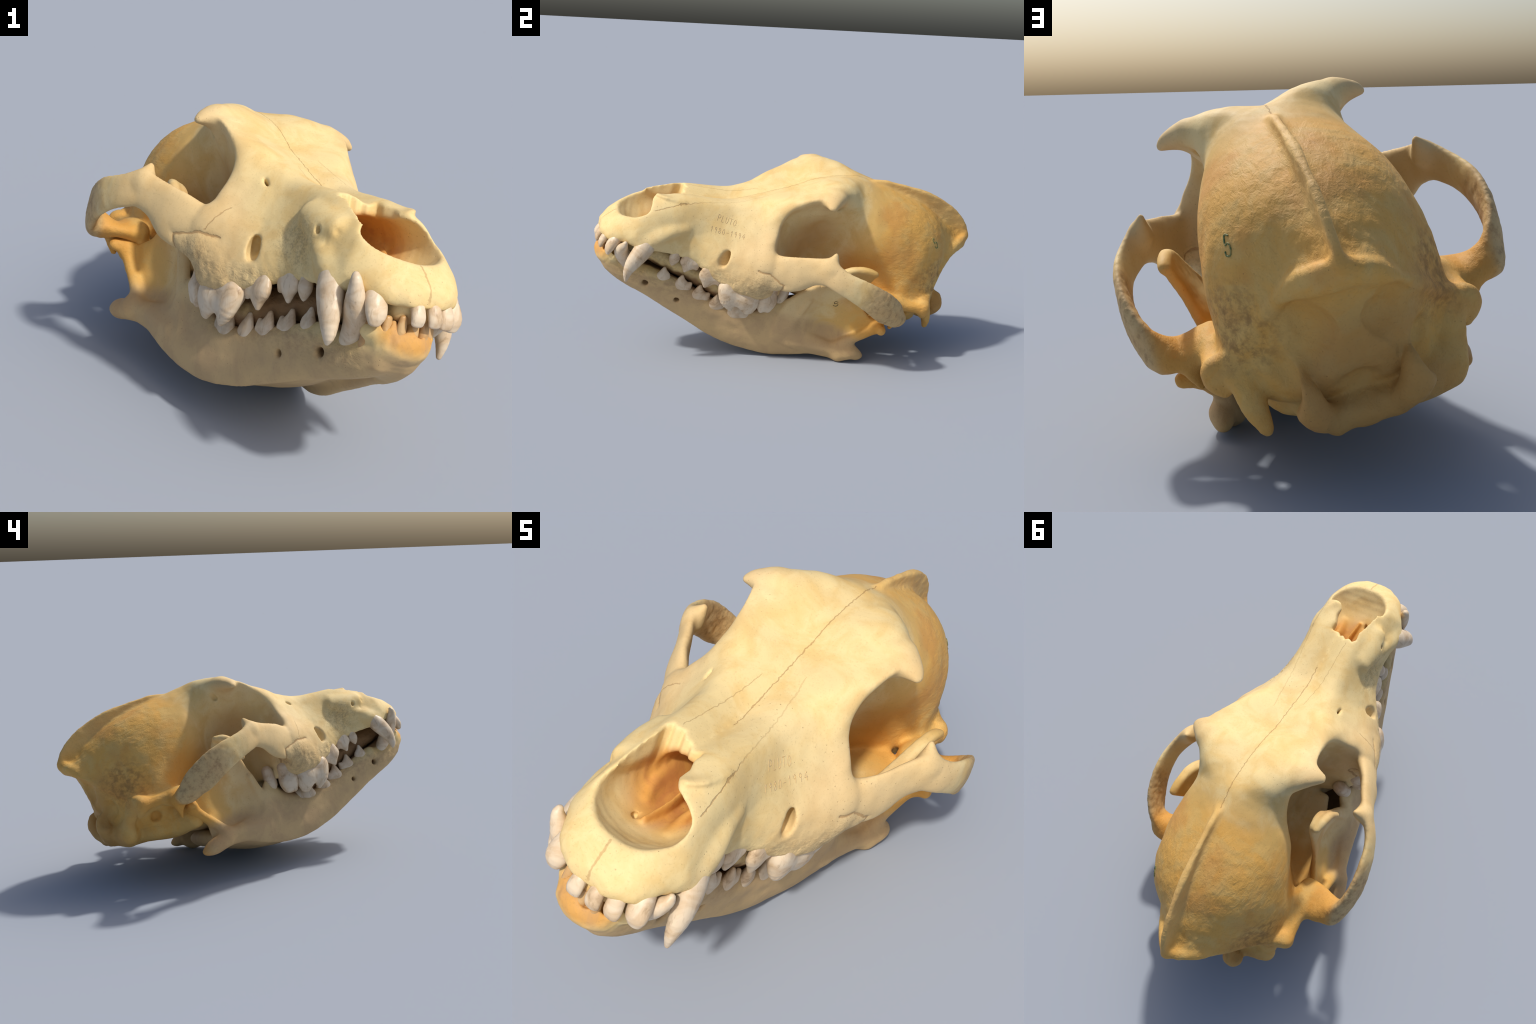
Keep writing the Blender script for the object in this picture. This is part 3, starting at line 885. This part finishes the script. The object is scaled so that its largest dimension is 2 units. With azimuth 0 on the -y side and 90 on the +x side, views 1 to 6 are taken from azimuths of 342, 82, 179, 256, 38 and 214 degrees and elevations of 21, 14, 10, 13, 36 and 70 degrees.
# ================================================================ TEETH
def tooth(name, parts, k=0.014, h=0.0036, parent=None, mat=None):
    """One tooth from blended tapered blades (root, crown, cusps)."""
    shapes = [blade(n, up=u, steps=3) for n, u in parts]
    lo = np.min([sh[0] for sh in shapes], 0) - 0.012
    hi = np.max([sh[1] for sh in shapes], 0) + 0.012
    f = Field(lo, hi, h)
    for sh in shapes:
        f.add(sh, k)
    V, F = f.mesh()
    V = warp(relax(V, F, 2), parent is mandible)
    return finish(name, V, F, mat or enamel, parent=parent or muzzle)

FORE = (0, 1, 0)      # half_height runs fore and aft for tooth blades
def side(sx, nodes):
    return [(n[0] * sx,) + tuple(n[1:]) for n in nodes]

for sx, dx, dz in ((1, .008, -.012), (-1, .008, .008)):
    tooth("canine", [(side(sx, [(.168, -.765, .030, .030, .026), (.184, -.795, -.030, .046, .036), (.190 + dx, -.828, -.100, .038, .031),
                                (.191 + dx, -.842, -.160, .023, .020), (.190 + dx, -.838, -.196 + dz, .009, .009)]), FORE)])
for sx, tip in ((1, (.181, -.890, -.004)), (-1, (.181, -.909, .016))):
    tooth("canine", [(side(sx, [(.085, -.790, -.200, .030, .026), (.112, -.850, -.135, .040, .032), (.5 * tip[0] + .060, -.890, -.075, .036, .030),
                                (tip[0] - .004, tip[1] - .002, tip[2] - .030, .020, .018), (tip[0], tip[1], tip[2] - .010, .011, .011)]), FORE)], parent=mandible)
ACROSS = (1, 0, 0)
for sx in (1, -1):
    tooth("incisor", [(side(sx, [(.024, -0.948, -.010, .016, .016), (.027, -0.983, -.045, .020, .019), (.029, -1.000, -.078, .023, .015), (.030, -1.000, -.098, .021, .009)]), ACROSS)])
    if sx > 0:
        tooth("incisor", [(side(sx, [(.070, -0.933, -.010, .016, .016), (.076, -0.968, -.045, .022, .020), (.080, -0.984, -.080, .026, .016), (.080, -.985, -.102, .022, .010)]), ACROSS)])
    tooth("incisor", [(side(sx, [(.112, -.895, .000, .020, .022), (.124, -0.928, -.038, .030, .028), (.130, -0.948, -.080, .033, .023), (.132, -.950, -.108, .022, .012)]), ACROSS)])
# upper premolars, carnassial and molars
for sx in (1, -1):
    g = .006
    tooth("premolar", [(side(sx, [(.160, -.630, -.02, .018, .016), (.163, -.632, -.055, .028, .021), (.165, -.634, -.075, .020, .016), (.165, -.634, -.092, .008, .008)]), FORE)])
    tooth("premolar", [(side(sx, [(.168, -.560, -.02, .034, .018), (.173, -.558, -.060, .046, .023), (.175, -.562, -.085, .026, .017), (.175, -.565, -.108, .009, .009)]), FORE),
                       (side(sx, [(.176, -.522, -.055, .020, .018), (.177, -.512, -.082, .009, .009)]), FORE)], 0.02)
    tooth("premolar", [(side(sx, [(.205, -.445, -.05, .044, .022), (.211, -.445, -.095, .056, .026), (.214, -.448, -.125, .032, .019), (.214, -.452, -.150, .010, .010)]), FORE),
                       (side(sx, [(.219, -.398, -.092, .024, .021), (.221, -.385, -.122, .011, .011)]), FORE)], 0.022)
    tooth("carnassial", [(side(sx, [(.232 + g, -.335, -.07, .045, .032), (.246 + g, -.335, -.130, .054, .036), (.254 + g, -.322, -.180, .045, .030), (.253 + g, -.300, -.226, .013, .013)]), FORE),
                         (side(sx, [(.262 + g, -.235, -.07, .045, .028), (.272 + g, -.232, -.135, .056, .031), (.276 + g, -.222, -.180, .048, .022), (.273 + g, -.208, -.214, .026, .012)]), FORE),
                         (side(sx, [(.245 + g, -.355, -.115, .032, .030), (.262 + g, -.285, -.145, .040, .028), (.273 + g, -.215, -.145, .042, .027)]), (0, 0, 1))], 0.03)
    tooth("molar", [(side(sx, [(.262, -.140, -.06, .040, .042), (.264, -.138, -.130, .050, .046), (.258, -.138, -.160, .042, .042)]), FORE),
                    (side(sx, [(.288, -.158, -.13, .026, .022), (.287, -.154, -.188, .010, .010)]), FORE),
                    (side(sx, [(.288, -.115, -.13, .024, .020), (.287, -.115, -.178, .010, .010)]), FORE)], 0.022)
    tooth("molar", [(side(sx, [(.228, -.055, -.05, .030, .032), (.230, -.055, -.112, .034, .036), (.226, -.055, -.136, .026, .028)]), FORE)])
# lower cheek teeth
for sx in (1, -1):
    tooth("premolar", [(side(sx, [(.138, -.648, -.21, .024, .014), (.141, -.648, -.172, .036, .020), (.143, -.654, -.146, .020, .014), (.144, -.656, -.124, .008, .008)]), FORE)], parent=mandible)
    tooth("premolar", [(side(sx, [(.148, -.548, -.25, .030, .014), (.150, -.548, -.204, .044, .021), (.151, -.556, -.172, .024, .015), (.151, -.558, -.146, .009, .009)]), FORE),
                       (side(sx, [(.152, -.512, -.20, .018, .015), (.152, -.504, -.178, .009, .009)]), FORE)], 0.018, parent=mandible)
    tooth("premolar", [(side(sx, [(.166, -.448, -.28, .034, .016), (.168, -.448, -.232, .046, .022), (.170, -.456, -.198, .025, .016), (.170, -.458, -.170, .009, .009)]), FORE),
                       (side(sx, [(.171, -.410, -.228, .019, .016), (.172, -.402, -.204, .009, .009)]), FORE)], 0.018, parent=mandible)
    tooth("premolar", [(side(sx, [(.184, -.350, -.30, .036, .016), (.187, -.350, -.256, .048, .023), (.189, -.358, -.220, .026, .016), (.189, -.360, -.194, .010, .010)]), FORE)], parent=mandible)
    tooth("carnassial", [(side(sx, [(.202, -.228, -.33, .055, .018), (.204, -.228, -.268, .066, .024), (.205, -.245, -.212, .032, .015), (.205, -.250, -.180, .011, .011)]), FORE),
                         (side(sx, [(.206, -.185, -.26, .022, .018), (.207, -.178, -.225, .010, .010)]), FORE)], 0.02, parent=mandible)
    tooth("molar", [(side(sx, [(.218, -.115, -.30, .034, .016), (.219, -.115, -.258, .040, .022), (.219, -.115, -.238, .030, .016)]), FORE)], parent=mandible)
# the few lower incisors left in the sockets
for (x, y, t) in [(-.100, -.898, -.086), (-.070, -.938, -.096), (-.036, -.960, -.088), (.002, -.966, -.098), (.040, -.960, -.084), (.074, -.938, -.092)]:
    tooth("incisor", [([(x * .92, y + .025, -.190, .011, .013), (x, y, -.145, .016, .016), (x * 1.02, y - .006, t, .013, .009)], ACROSS)], 0.008, 0.003, mandible, stained)
